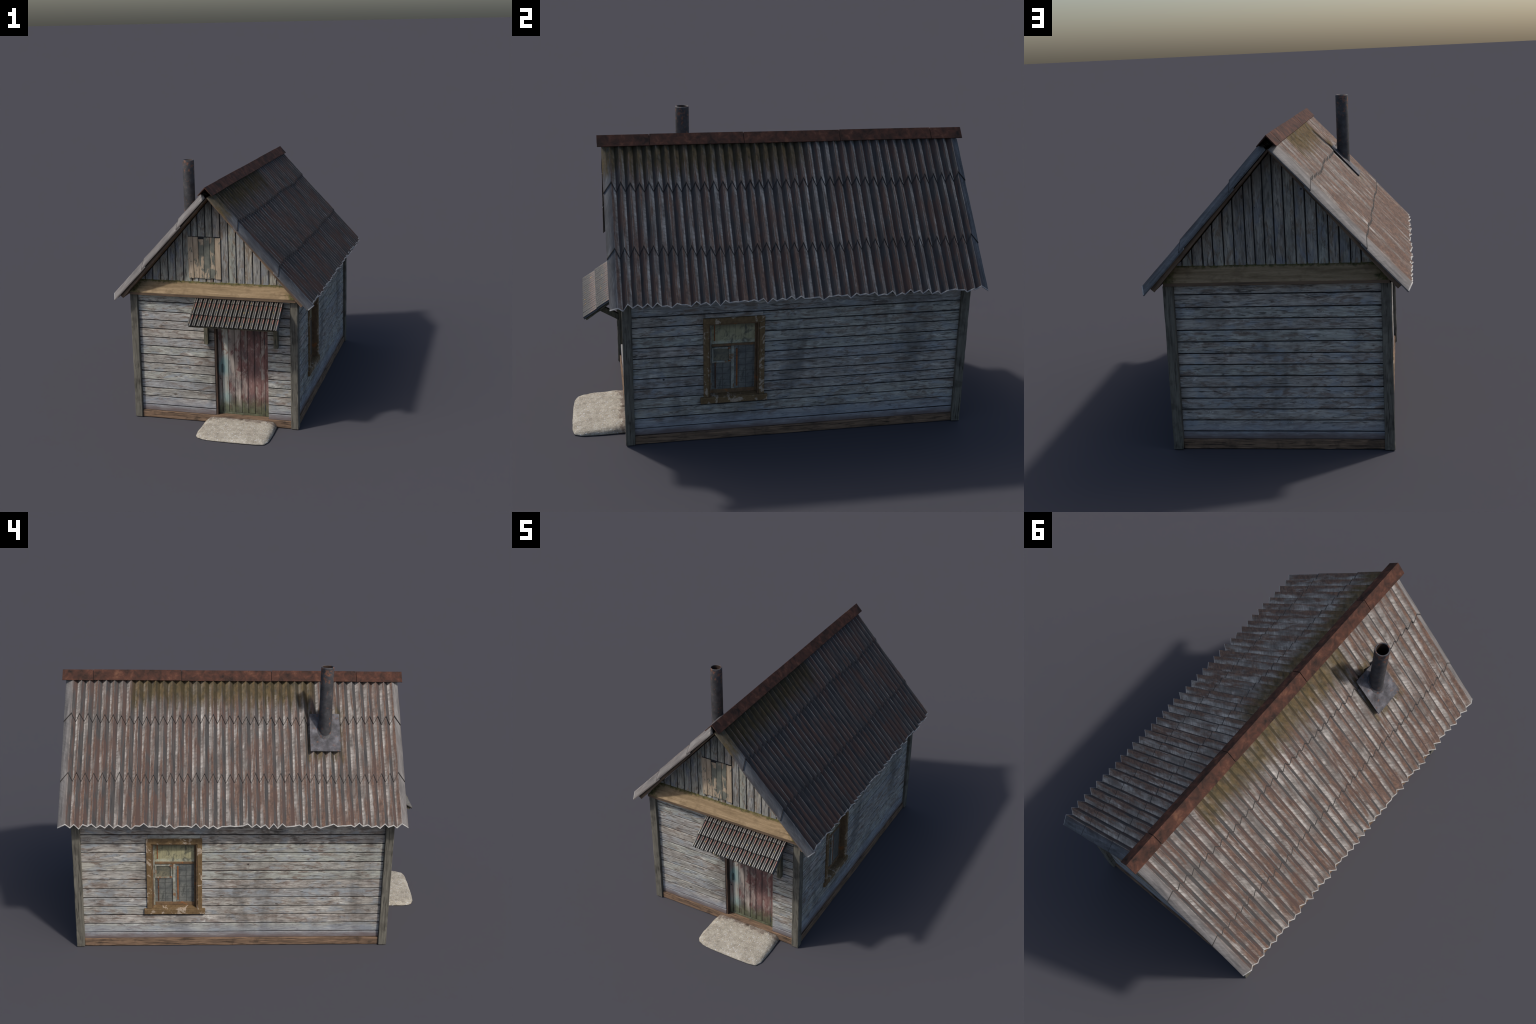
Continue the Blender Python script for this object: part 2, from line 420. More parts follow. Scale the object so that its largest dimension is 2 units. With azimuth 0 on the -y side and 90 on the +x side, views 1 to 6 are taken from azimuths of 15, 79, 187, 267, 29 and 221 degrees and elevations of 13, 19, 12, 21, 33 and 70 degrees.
def sash_material(name, a, b, rust, amount):
    k = NT(name, 0.7)
    p = k.pos()
    col = k.ramp(k.noise(p, 45, 4, 0.6), [(0.3, a), (0.7, b)])
    col = k.mix(k.rng(k.noise(p, 28, 4, 0.6, 0.5), amount, amount + 0.1, 0, 0.85), col, rust)
    return k.done(col, 0.7, spec=0.3)


M["sash"] = sash_material("greyed_sash_paint", (0.17, 0.165, 0.125), (0.36, 0.365, 0.32), (0.20, 0.10, 0.045), 0.53)
M["rail"] = sash_material("brown_sash_wood", (0.10, 0.062, 0.035), (0.19, 0.12, 0.065), (0.26, 0.10, 0.032), 0.58)
M["batten"] = sash_material("orange_inner_frame", (0.17, 0.062, 0.022), (0.27, 0.10, 0.033), (0.08, 0.045, 0.028), 0.53)
M["batten_dark"] = sash_material("dark_inner_frame", (0.05, 0.03, 0.022), (0.11, 0.06, 0.04), (0.18, 0.08, 0.04), 0.58)


def pane_material(name, a, b, shade, pleats, grid):
    k = NT(name, 0.25)
    o = k.obj()
    x, y, z = k.xyz(o)
    col = k.ramp(k.noise(o, 18, 4, 0.6), [(0.3, a), (0.7, b)])
    if pleats:
        f = k.noise(k.scale(o, (150, 0.5, 3)), 1, 3, 0.6)
        col = k.mix(k.rng(f, 0.54, 0.68, 0, 0.8), col, shade)
        col = k.mix(k.rng(z, 0.012, 0.045, 0, 0.55), col, shade)
        hem = k.noise(k.scale(o, (60, 1, 60)), 1, 4, 0.65)
        col = k.mix(k.math("MULTIPLY", k.rng(z, -0.03, -0.042), k.rng(hem, 0.4, 0.6, 0.3, 1)), col, (0.42, 0.43, 0.34))
    if grid:
        fx = k.math("ABSOLUTE", k.math("SUBTRACT", k.math("FRACT", k.math("MULTIPLY_ADD", x, 28.0, 0.3)), 0.5))
        fz = k.math("ABSOLUTE", k.math("SUBTRACT", k.math("FRACT", k.math("MULTIPLY_ADD", z, 31.0, 0.2)), 0.5))
        line = k.rng(k.math("MINIMUM", fx, fz), 0.02, 0.06, 0.75, 0)
        col = k.mix(line, col, shade)
    grime = k.noise(k.scale(o, (26, 1, 22)), 1, 6, 0.7, 0.8)
    col = k.mix(k.rng(grime, 0.48, 0.66, 0, 0.75), col, (0.045, 0.05, 0.047))
    k.b.inputs["Coat Weight"].default_value = 0.2
    return k.done(col, 0.3, spec=0.4)


M["pane_top"] = pane_material("curtained_pane", (0.25, 0.235, 0.135), (0.42, 0.39, 0.24), (0.06, 0.06, 0.042), True, False)
M["pane"] = pane_material("dusty_pane", (0.07, 0.078, 0.08), (0.21, 0.212, 0.188), (0.045, 0.045, 0.042), False, True)
M["pane_small"] = pane_material("stained_pane", (0.06, 0.068, 0.062), (0.25, 0.225, 0.15), (0.06, 0.06, 0.05), False, False)


def tile_material(name, red):
    k = NT(name, 0.3)
    o, p = k.obj(), k.pos()
    x, y, z = k.xyz(o)          # x across the tile, y down the slope from the tile head
    w = k.math("MULTIPLY", k.rnd(), 71.0)
    base = k.ramp(k.noise(o, 60, 4, 0.6, 0.0, w), [(0.3, (0.055, 0.052, 0.045)), (0.6, (0.10, 0.093, 0.080)), (0.8, (0.155, 0.142, 0.125))])
    rib2 = k.math("MULTIPLY", k.rng(x, 0.0135, 0.0145), k.rng(x, 0.0192, 0.0202, 1, 0))
    base = k.mix(k.math("MULTIPLY", rib2, 0.85), base, k.ramp(k.noise(o, 90, 3, 0.6, 0.0, w), [(0.3, (0.13, 0.125, 0.115)), (0.7, (0.235, 0.225, 0.21))]))
    head = k.math("ADD", k.rng(y, 0.012, 0.075, 0.33, -0.03), k.math("MULTIPLY_ADD", k.noise(k.scale(o, (90, 22, 90)), 1, 4, 0.6, 0.0, w), 0.6, -0.1))
    base = k.mix(k.math("MULTIPLY", rib2, k.rng(head, 0.3, 0.4, 0, 0.8 * red)), base, (0.30, 0.12, 0.09))
    base = k.mix(k.rng(k.noise(p, 60, 4, 0.65, 1.6), 0.655, 0.69, 0, 0.75), base, (0.42, 0.16, 0.11))
    base = k.mix(k.rng(k.noise(p, 70, 3, 0.55), 0.66, 0.69, 0, 0.85), base, (0.38, 0.24, 0.04))
    base = k.mix(k.math("MULTIPLY", k.rng(y, 0.0125, 0.0145, 0.9 if red > 0.5 else 0, 0), 1.0), base, (0.015, 0.014, 0.013))
    groove = k.math("MAXIMUM", k.rng(x, 0.0198, 0.0212), k.rng(x, 0.0008, 0.002, 1, 0))
    groove = k.math("MAXIMUM", groove, k.rng(k.math("ABSOLUTE", k.math("SUBTRACT", x, 0.0128)), 0.0003, 0.0011, 0.8, 0))
    base = k.mix(k.math("MULTIPLY", groove, 0.93), base, (0.012, 0.012, 0.013))
    return k.done(base, 0.32, spec=0.6)


M["tile"] = tile_material("lichened_clay_tile", 1.0)
M["tile_top"] = tile_material("lichened_clay_tile_course", 0.15)


def hatch_material():
    k = NT("peeling_green_hatch_paint", 0.8)
    p, o = k.pos(), k.obj()
    w = k.math("MULTIPLY", k.rnd(), 83.0)
    wood = k.ramp(k.noise(k.scale(o, (90, 90, 8)), 1, 4, 0.6, 0.3, w), [(0.3, (0.24, 0.185, 0.13)), (0.55, (0.39, 0.31, 0.225)), (0.75, (0.50, 0.415, 0.315))])
    paint = k.ramp(k.noise(p, 30, 4), [(0.3, (0.10, 0.105, 0.09)), (0.7, (0.165, 0.168, 0.14))])
    e = k.noise(k.scale(o, (32, 32, 11)), 1, 6, 0.7, 0.8, w)
    hx = k.xyz(p)[0]
    middle = k.math("MULTIPLY", k.rng(hx, -0.086, -0.078), k.rng(hx, 0.010, 0.018, 1, 0))
    bare = k.math("ADD", e, k.math("MULTIPLY_ADD", middle, -0.10, 0.05))
    col = k.mix(k.rng(k.math("ADD", bare, k.math("MULTIPLY_ADD", k.white(w), 0.10, -0.05)), 0.475, 0.53), paint, wood)
    return k.done(col, 0.8, spec=0.25)


M["hatch"] = hatch_material()


def stone_material():
    k = NT("pebbly_concrete", 0.9)
    p = k.pos()
    y = k.xyz(p)[1]
    col = k.ramp(k.noise(p, 30, 5, 0.65), [(0.3, (0.26, 0.235, 0.195)), (0.55, (0.38, 0.352, 0.298)), (0.75, (0.47, 0.442, 0.385))])
    pc = k.n("TexVoronoi", feature="F1")
    k.put(pc.inputs["Vector"], p)
    pc.inputs["Scale"].default_value = 100
    tint = k.ramp(k.white(k.xyz(pc.outputs["Color"])[0]), [(0.0, (0.30, 0.25, 0.20)), (0.4, (0.52, 0.42, 0.31)), (0.75, (0.47, 0.48, 0.52)), (1.0, (0.58, 0.57, 0.56))])
    sel = k.math("MULTIPLY", k.rng(pc.outputs["Distance"], 0.28, 0.36, 1, 0), k.rng(k.xyz(pc.outputs["Color"])[1], 0.45, 0.5))
    grit = k.noise(p, 240, 4, 0.7)
    col = k.mix(0.7, col, k.ramp(grit, [(0.32, (0.5, 0.48, 0.45)), (0.62, (1.2, 1.2, 1.2))]), "MULTIPLY")
    col = k.mix(k.math("MULTIPLY", sel, 0.82), col, tint)
    cr = k.vor(k.scale(p, (9, 9, 9)), 1, "DISTANCE_TO_EDGE")
    col = k.mix(k.math("MULTIPLY", k.rng(cr, 0.0, 0.012, 0.55, 0), k.rng(k.noise(p, 6, 2), 0.5, 0.6)), col, (0.10, 0.085, 0.07))
    dirt = k.math("ADD", k.rng(y, -0.80, -0.745, 0, 0.25), k.math("MULTIPLY", k.noise(p, 28, 4, 0.65), 0.8))
    col = k.mix(k.rng(dirt, 0.52, 0.68, 0, 0.75), col, (0.12, 0.085, 0.07))
    k.bump(k.math("ADD", k.noise(p, 90, 5, 0.7), k.math("MULTIPLY", sel, 0.3)), 0.5, 0.004)
    return k.done(col, 0.9, spec=0.2)


M["stone"] = stone_material()


# ------------------------------------------------------------------ mesh helpers
def add(name, mesh, parent=None, mat=None, loc=(0, 0, 0), rot=(0, 0, 0)):
    o = bpy.data.objects.new(name, mesh)
    SC.objects.link(o)
    o.location, o.rotation_euler = loc, rot
    if parent is not None:
        o.parent = parent
    if mat is not None:
        if not mesh.materials:
            mesh.materials.append(mat)
    return o


def mesh_from(bm, name, smooth=False):
    bmesh.ops.recalc_face_normals(bm, faces=bm.faces)
    me = bpy.data.meshes.new(name)
    bm.to_mesh(me)
    bm.free()
    for p in me.polygons:
        p.use_smooth = smooth
    return me


def bevel(bm, w, seg=1):
    if w > 0:
        bmesh.ops.bevel(bm, geom=list(bm.edges), offset=w, segments=seg, profile=0.5, affect="EDGES", clamp_overlap=True)


def box_mesh(name, lo, hi, bev=0.0015, cuts=None, wob=0.0, seed=0.0):
    """Beveled box; with cuts=(axis,n) it is divided along an axis and its faces waver like sawn timber."""
    bm = bmesh.new()
    bmesh.ops.create_cube(bm, size=1)
    c = [(a + b) / 2 for a, b in zip(lo, hi)]
    d = [b - a for a, b in zip(lo, hi)]
    for v in bm.verts:
        v.co = Vector([c[i] + v.co[i] * d[i] for i in range(3)])
    bevel(bm, bev)
    if cuts:
        ax, n = cuts
        nrm = Vector([1.0 if i == ax else 0.0 for i in range(3)])
        for i in range(1, n):
            co = [0, 0, 0]
            co[ax] = lo[ax] + d[ax] * i / n
            bmesh.ops.bisect_plane(bm, geom=list(bm.verts) + list(bm.edges) + list(bm.faces), plane_co=co, plane_no=nrm)
        for v in bm.verts:
            if lo[ax] + 1e-4 < v.co[ax] < hi[ax] - 1e-4:
                q = Vector((v.co.x * 9, v.co.y * 9, v.co.z * 9 + seed))
                q[ax] *= 3
                t = noise.noise_vector(q) * wob
                t[ax] = 0
                v.co += t
    return mesh_from(bm, name)


def prism_mesh(name, outline, axis, a, b, bev=0.0):
    """Extrude a 2D outline along an axis (0,1,2) from a to b."""
    bm = bmesh.new()

    def pt(p, t):
        c = [p[0], p[1]]
        c.insert(axis, t)
        return bm.verts.new(c)
    A = [pt(p, a) for p in outline]
    B = [pt(p, b) for p in outline]
    bm.faces.new(A)
    bm.faces.new(list(reversed(B)))
    for i in range(len(outline)):
        j = (i + 1) % len(outline)
        bm.faces.new((A[j], A[i], B[i], B[j]))
    bevel(bm, bev)
    return mesh_from(bm, name)


# ------------------------------------------------------------------ the house
house = bpy.data.objects.new("wooden_house", None)
SC.objects.link(house)
house["label"] = "small weathered plank house with rusty corrugated roof and stovepipe"
house["category"] = "wooden house"
house.location = (0, 0, 0)

YF, YB = -0.730, 0.904       # faces of front and back boarding
XW = 0.478                   # faces of the side boarding
YM = (YF + YB) / 2

# slope frame: s down the slope from the ridge, h outwards
SL, NO = Vector((0.6755, 0, -0.7374)), Vector((0.7374, 0, 0.6755))


def slope(side, s, h, y):
    v = Vector((0, 0, 1.3445)) + SL * s + NO * h
    return Vector((side * v.x, y, v.z))


# ---- framing behind the boards
def under(x):                # underside of the roof boards
    return 1.333 - 1.132 * abs(x)


core = add("wall", prism_mesh("wall", [(-0.432, 0.004), (0.432, 0.004), (0.432, under(0.432) - 0.012), (0, 1.318), (-0.432, under(0.432) - 0.012)], 1, -0.680, 0.862), house, M["core"])

# ---- horizontal boarding
ZL = [0.041, 0.079, 0.131, 0.183, 0.234, 0.286, 0.338, 0.391, 0.443, 0.496, 0.549, 0.601, 0.653, 0.712, 0.757]
GAP = 0.0054
_plank = {}


def wall_plank(length, z0, z1, side, centre, face):
    """A board whose long axis is local x and whose face looks along local -y."""
    key = (round(length, 4), round(z1 - z0, 4))
    if key not in _plank:
        hl, hh = length / 2, (z1 - z0 - GAP) / 2
        bm = bmesh.new()
        bmesh.ops.create_cube(bm, size=1)
        for v in bm.verts:
            v.co = Vector((v.co.x * 2 * hl, 0.0225 + v.co.y * 0.045, v.co.z * 2 * hh))
        bevel(bm, 0.0012)
        # tongue behind the joint, coloured near black to draw the joint's shadow
        geo = bmesh.ops.create_cube(bm, size=1)
        for v in geo["verts"]:
            v.co = Vector((v.co.x * 2 * hl, 0.0125 + v.co.y * 0.015, hh + GAP / 2 + v.co.z * (GAP + 0.003)))
        for f in {f for v in geo["verts"] for f in v.link_faces}:
            f.material_index = 1
        me = mesh_from(bm, "wall_plank")
        me.materials.append(M["wall"])
        me.materials.append(M["core"])
        _plank[key] = me
    z = (z0 + z1) / 2
    jit = random.uniform(-0.0007, 0.0007)
    f = face + jit
    loc, rot = {"front": ((centre, f, z), 0), "back": ((centre, -f, z), math.pi),
                "west": ((f, centre, z), -math.pi / 2), "east": ((-f, centre, z), math.pi / 2)}[side]
    return add("wall_plank", _plank[key], core, M["wall"], loc, (random.uniform(-0.004, 0.004), random.uniform(-0.0012, 0.0012), rot))


DOOR = (0.001, 0.317, 0.043, 0.665)
WIN_W, WIN_E, WIN_Z = (0.265, 0.538), (-0.362, -0.09), (0.2, 0.62)
PY0, PY1 = -0.704, 0.885       # between the corner posts along y
PX = 0.452


def board_wall(side, a, b, face, hole=None, hz=None):
    for z0, z1 in zip(ZL[:-1], ZL[1:]):
        if hole and z1 > hz[0] + 0.002 and z0 < hz[1] - 0.002:
            spans = []
            # boards that only partly meet the opening are trimmed to it
            segs = [(z0, max(z0, hz[0])), (min(z1, hz[1]), z1)]
            for s0, s1 in segs:
                if s1 - s0 > 0.008:
                    spans.append((hole[0], hole[1], s0, s1))
            spans += [(a, hole[0], z0, z1), (hole[1], b, z0, z1)]
        else:
            spans = [(a, b, z0, z1)]
        for p, q, s0, s1 in spans:
            if q - p > 0.01:
                wall_plank(q - p, s0, s1, side, (p + q) / 2, face)


board_wall("front", -PX, PX, YF, (DOOR[0], DOOR[1]), (DOOR[2], DOOR[3]))
board_wall("back", -PX, PX, -YB)
board_wall("west", PY0, PY1, -XW, WIN_W, WIN_Z)
board_wall("east", PY0, PY1, -XW, WIN_E, WIN_Z)

# ---- upright gable boards
GX = [-0.46, -0.413, -0.367, -0.319, -0.272, -0.225, -0.178, -0.127, -0.088, -0.043, 0.0, 0.045, 0.091, 0.137, 0.185, 0.232, 0.278, 0.325, 0.370, 0.416, 0.46]


def gable_board(x0, x1, flip, yface):
    g = GAP / 2
    a, b = x0 + g, x1 - g
    zb = 0.832
    top = lambda x: under(x) - 0.006
    if max(top(a), top(b)) < zb + 0.01:
        return
    out = [(a, zb), (b, zb), (b, max(zb + 0.001, top(b)))]
    if a < 0 < b:
        out.append((0, top(0)))
    out.append((a, max(zb + 0.001, top(a))))
    cx, cz = (a + b) / 2, 0.95
    j = random.uniform(-0.0008, 0.0008)
    me = prism_mesh("gable_plank", [(x - cx, z - cz) for x, z in out], 1, 0, 0.02, 0.0016)
    # local grain axis is z
    if flip:
        add("gable_plank", me, core, M["gable_z"], (-cx, yface + j, cz), (0, 0, math.pi))
    else:
        add("gable_plank", me, core, M["gable_z"], (cx, yface + j, cz))


M["gable_z"] = plank_material("weathered_upright_board", (0.40, 0.385, 0.34), (0.26, 0.255, 0.235), (0.105, 0.10, 0.092),
                              (0.20, 0.15, 0.11), (0.20, 0.215, 0.245), axis="z", seed=40, stain=0.6)
for a, b in zip(GX[:-1], GX[1:]):
    gable_board(a, b, False, -0.7045)
    gable_board(a, b, True, 0.8835)

for y0, y1 in ((-0.6990, -0.6805), (0.8625, 0.8780)):
    zb = 0.80
    o = [(-0.455, zb), (0.455, zb), (0.455, under(0.455) - 0.008), (0, 1.320), (-0.455, under(0.455) - 0.008)]
    add("gable_backing", prism_mesh("gable_backing", o, 1, y0, y1), core, M["core"])

# ---- corner posts
for i, (sx, y0, y1) in enumerate([(-1, -0.747, -0.703), (1, -0.747, -0.703), (-1, 0.884, 0.927), (1, 0.884, 0.927)]):
    x0, x1 = sorted((sx * 0.452, sx * 0.496))
    hx, hy = (x0 + x1) / 2, (y0 + y1) / 2
    me = box_mesh("corner_post", (x0 - hx, y0 - hy, 0), (x1 - hx, y1 - hy, 0.758), 0.0025, (2, 22), 0.0016, i * 7.3)
    add("corner_post", me, house, M["post"], (hx, hy, 0))

# ---- plinth boards
for i, (lo, hi, rot, loc) in enumerate([
        ((-0.452, 0, 0), (0.452, 0.03, 0.0425), 0, (0, -0.7385, 0)),
        ((-0.452, 0, 0), (0.452, 0.03, 0.0425), math.pi, (0, 0.914, 0)),
        ((-0.794, 0, 0), (0.794, 0.03, 0.0425), -math.pi / 2, (-0.4865, 0.0905, 0)),
        ((-0.794, 0, 0), (0.794, 0.03, 0.0425), math.pi / 2, (0.4865, 0.0905, 0))]):
    me = box_mesh("plinth_board", lo, hi, 0.002, (0, 30), 0.0015, i * 3.1)
    add("plinth_board", me, house, M["skirt"], loc, (0, 0, rot))

# ---- sloping ledges under the gables
for flip in (0, 1):
    y0, y1 = (-0.7655, -0.700)
    prof = [(y1, 0.8425), (y0, 0.7755), (y0, 0.7595), (y1, 0.7595)]
    bm = bmesh.new()
    rings = []
    for t in range(13):
        u = -1 + 2 * t / 12
        ring = []
        for y, z in prof:
            hx = min(0.489, (1.333 - z) / 1.132 + 0.004)
            yy = y if not flip else 0.178 - y
            wob = 0.0012 * noise.noise(Vector((u * 6, y * 30, z * 30)))
            ring.append(bm.verts.new((u * hx, yy + wob, z + wob)))
        rings.append(ring)
    for r0, r1 in zip(rings[:-1], rings[1:]):
        for i in range(4):
            bm.faces.new((r0[i], r0[(i + 1) % 4], r1[(i + 1) % 4], r1[i]))
    bm.faces.new(rings[0])
    bm.faces.new(list(reversed(rings[-1])))
    add("gable_ledge", mesh_from(bm, "gable_ledge"), house, M["ledge"])

# ------------------------------------------------------------------ roof
TIP_LO, TIP_HI = (0.523, 0.741), (0.539, 0.7555)
deck_out = [(0, 1.3435), TIP_HI, TIP_LO, (0, 1.333), (-TIP_LO[0], TIP_LO[1]), (-TIP_HI[0], TIP_HI[1])]
deck_out = [(0, 1.3435), (TIP_HI[0], TIP_HI[1]), (TIP_LO[0], TIP_LO[1]), (0.0, 1.3325), (-TIP_LO[0], TIP_LO[1]), (-TIP_HI[0], TIP_HI[1])]
roof = add("roof", prism_mesh("roof", deck_out, 1, -0.770, 0.952), house, M["deck"])
for y0, y1 in ((-0.786, -0.7705), (0.9525, 0.968)):
    for sd in (-1, 1):
        o = [(0.0005 * sd, 1.3435), (sd * (TIP_HI[0] + 0.001), TIP_HI[1]), (sd * TIP_LO[0], TIP_LO[1] - 0.001), (0.0005 * sd, 1.3315)]
        # local x runs down the board for the grain
        ang = math.atan2(0.7374, 0.6755) * sd
        R = Matrix.Rotation(-ang, 4, "Y")
        me = prism_mesh("bargeboard", o, 1, y0, y1, 0.0012)
        me.transform(R)
        add("bargeboard", me, roof, M["barge"], (0, 0, 0), (0, ang, 0))


def wander(y, row, side):
    return 0.021 * noise.noise(Vector((y * 2.6 + 11 * row, row * 5.2, side * 3.7))) + 0.006 * noise.noise(Vector((y * 9, row * 2.2 + 8, side)))


def sheet_columns():
    cols = [(-0.802, "edge")]
    n = 39
    for i in range(n + 1):
        cols.append((CREST0 + i * PITCH, "crest"))
        if i < n:
            cols.append((CREST0 + (i + 0.5) * PITCH, "valley"))
    cols.append((0.984, "edge"))
    return cols


HCREST, HVALLEY, HEDGE, TH = 0.0280, 0.0, -0.0035, 0.0055
RN = random.Random(21)


def sheet(side, row):
    """One course of zigzag sheet with thickness; the lower end laps over the next course."""
    cols = sheet_columns()
    seam = {0: (0.221, 0.258), 1: (0.553, 0.592)}
    bm = bmesh.new()
    top_rows, bot_rows = [], []
    NS = 9
    start, end = [], []
    for y, kind in cols:
        hi = kind == "crest"
        if row == 0:
            start.append(0.006)
        else:
            start.append((seam[row - 1][0] if hi else seam[row - 1][1]) + wander(y, row - 1, side) - 0.030)
        if row == 2:
            end.append(0.8325 + (RN.uniform(-0.009, 0.009) + (0.003 if kind == "valley" else -0.001) if kind != "edge" else 0.004))
        else:
            e = seam[row][0] if hi else seam[row][1]
            if kind == "edge":
                e = seam[row][1] - 0.002
            end.append(e + wander(y, row, side) + RN.uniform(-0.003, 0.003))
    lip = 0.0055
    ts = [i / NS for i in range(NS)] + [None, 1.0]
    for c, (y, kind) in enumerate(cols):
        tr, br = [], []
        for t in ts:
            s = end[c] - lip if t is None else start[c] + (end[c] - (lip if t < 1 else 0) - start[c]) * (t if t == 1 else t)
            tt = (s - start[c]) / (end[c] - start[c])
            h = {"crest": HCREST, "valley": HVALLEY, "edge": HEDGE}[kind]
            h += (0.0045 + 0.0025 * tt) if row == 0 else 0.0005 + 0.0062 * tt * (0.85 if row < 2 else 0.5)
            h += 0.0016 * noise.noise(Vector((y * 14, s * 7, side * 5 + row)))
            yy = y + (0.0012 * noise.noise(Vector((y * 40, s * 5, side * 9 + row))) if kind != "edge" else 0.0015 * noise.noise(Vector((3, s * 9, y * 5 + side))))
            tr.append(bm.verts.new(slope(side, s, h + TH, yy)))
            br.append(bm.verts.new(slope(side, s, h, yy)))
        top_rows.append(tr)
        bot_rows.append(br)
    nr = len(ts)
    sharp = []
    for c in range(len(cols) - 1):
        for r in range(nr - 1):
            f = bm.faces.new((top_rows[c][r], top_rows[c + 1][r], top_rows[c + 1][r + 1], top_rows[c][r + 1]))
            f.material_index = 1 if r == nr - 2 else 0
            f = bm.faces.new((bot_rows[c][r], bot_rows[c][r + 1], bot_rows[c + 1][r + 1], bot_rows[c + 1][r]))
            f.material_index = 2
        for r in (0, nr - 1):
            f = bm.faces.new((top_rows[c][r], bot_rows[c][r], bot_rows[c + 1][r], top_rows[c + 1][r]))
            f.material_index = 1
            sharp += [(top_rows[c][r], top_rows[c + 1][r]), (bot_rows[c][r], bot_rows[c + 1][r])]
    for c in (0, len(cols) - 1):
        for r in range(nr - 1):
            f = bm.faces.new((top_rows[c][r], top_rows[c][r + 1], bot_rows[c][r + 1], bot_rows[c][r]))
            f.material_index = 0
            sharp += [(top_rows[c][r], top_rows[c][r + 1]), (bot_rows[c][r], bot_rows[c][r + 1])]
    for a, b in sharp:
        e = bm.edges.get((a, b))
        if e:
            e.smooth = False
    me = mesh_from(bm, "roof_sheet", True)
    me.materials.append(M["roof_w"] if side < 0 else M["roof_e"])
    me.materials.append(M["roof_rim"] if row == 2 else M["roof_lip"])
    me.materials.append(M["roof_under"])
    add("roof_sheet", me, roof)


for side in (-1, 1):
    for row in (2, 1, 0):
        sheet(side, row)

# ---- ridge capping in five lengths
CY = [-0.822, -0.573, -0.115, 0.367, 0.837, 1.0]
for i, (a, b) in enumerate(zip(CY[:-1], CY[1:])):
    lift = 0.0012 * (i % 2)
    ap, sl = 1.4035 + lift, 1.0917
    L = 0.0425
    t = 0.0045
    prof = [(-L, ap - sl * L), (0, ap), (L, ap - sl * L), (L - 0.003, ap - sl * L - 0.003), (0, ap - t * 1.48), (-L + 0.003, ap - sl * L - 0.003)]
    me = prism_mesh("ridge_cap", prof, 1, a + (0.0013 if i else 0), b - (0.0013 if i < 4 else 0), 0.0006)
    add("ridge_cap", me, roof, M["cap"])
# folded strap under each joint keeps the ridge closed
for j in CY[1:-1]:
    w_ = 0.036
    prof = [(-w_, 1.3965 - 1.0917 * w_), (0, 1.3965), (w_, 1.3965 - 1.0917 * w_), (w_, 1.3925 - 1.0917 * w_), (0, 1.3925), (-w_, 1.3925 - 1.0917 * w_)]
    add("ridge_strap", prism_mesh("ridge_strap", prof, 1, j - 0.012, j + 0.012), roof, M["roof_lip"])

# ------------------------------------------------------------------ stove pipe
CX, CYP, R = -0.232, -0.390, 0.0340


def lathe(name, prof, seg=40):
    bm = bmesh.new()
    rings = [[bm.verts.new((r * math.cos(2 * math.pi * i / seg), r * math.sin(2 * math.pi * i / seg), z)) for i in range(seg)] for r, z in prof]
    for r0, r1 in zip(rings[:-1], rings[1:]):
        for i in range(seg):
            bm.faces.new((r0[i], r0[(i + 1) % seg], r1[(i + 1) % seg], r1[i]))
    return bm


bm = lathe("chimney", [(0.0345, 1.02), (0.0338, 1.2), (R, 1.30), (R, 1.485), (R - 0.001, 1.4905), (R - 0.005, 1.4915), (R - 0.0065, 1.489), (R - 0.0068, 1.40), (R - 0.0068, 1.06)])
bm.faces.ensure_lookup_table()
me = mesh_from(bm, "chimney", True)
me.materials.append(M["pipe"])
me.materials.append(M["soot"])
for p in me.polygons:
    c = p.center
    if math.hypot(c.x, c.y) < R - 0.0055 and c.z < 1.4885:
        p.material_index = 1
chim = add("chimney", me, house, None, (CX, CYP, 0))
# flashing plate lying on the crests, slightly dished, with a weld bead round the pipe
bm = bmesh.new()
nx, ny = 12, 10
tops, bots = [], []
for i in range(nx + 1):
    s = 0.212 + 0.214 * i / nx
    rt, rb = [], []
    for j in range(ny + 1):
        y = -0.3105 - 0.159 * j / ny
        h = 0.0385 + 0.0012 * noise.noise(Vector((s * 20, y * 20, 0)))
        rt.append(bm.verts.new(slope(-1, s, h + 0.0045, y) - Vector((CX, CYP, 0))))
        rb.append(bm.verts.new(slope(-1, s, h, y) - Vector((CX, CYP, 0))))
    tops.append(rt)
    bots.append(rb)
for i in range(nx):
    for j in range(ny):
        bm.faces.new((tops[i][j], tops[i][j + 1], tops[i + 1][j + 1], tops[i + 1][j]))
        bm.faces.new((bots[i][j], bots[i + 1][j], bots[i + 1][j + 1], bots[i][j + 1]))
for i in range(nx):
    for j in (0, ny):
        bm.faces.new((tops[i][j], tops[i + 1][j], bots[i + 1][j], bots[i][j]))
for j in range(ny):
    for i in (0, nx):
        bm.faces.new((tops[i][j], bots[i][j], bots[i][j + 1], tops[i][j + 1]))
add("chimney_flashing", mesh_from(bm, "chimney_flashing"), chim, M["plate"])
bm = bmesh.new()
seg = 40
rings = []
for k_, (dr, dh) in enumerate([(0.0, 0.006), (0.002, 0.003), (0.0045, 0.001), (0.007, -0.001)]):
    ring = []
    for i in range(seg):
        a = 2 * math.pi * i / seg
        x, y = (0.0342 + dr) * math.cos(a), (0.0342 + dr) * math.sin(a)
        # height of the plate plane under this point
        z = 1.3445 + 0.0440 / 0.6755 + (CX + x) * 1.0917
        ring.append(bm.verts.new((x, y, z + dh)))
    rings.append(ring)
for r0, r1 in zip(rings[:-1], rings[1:]):
    for i in range(seg):
        bm.faces.new((r0[i], r0[(i + 1) % seg], r1[(i + 1) % seg], r1[i]))
add("chimney_collar", mesh_from(bm, "chimney_collar", True), chim, M["pipe"])

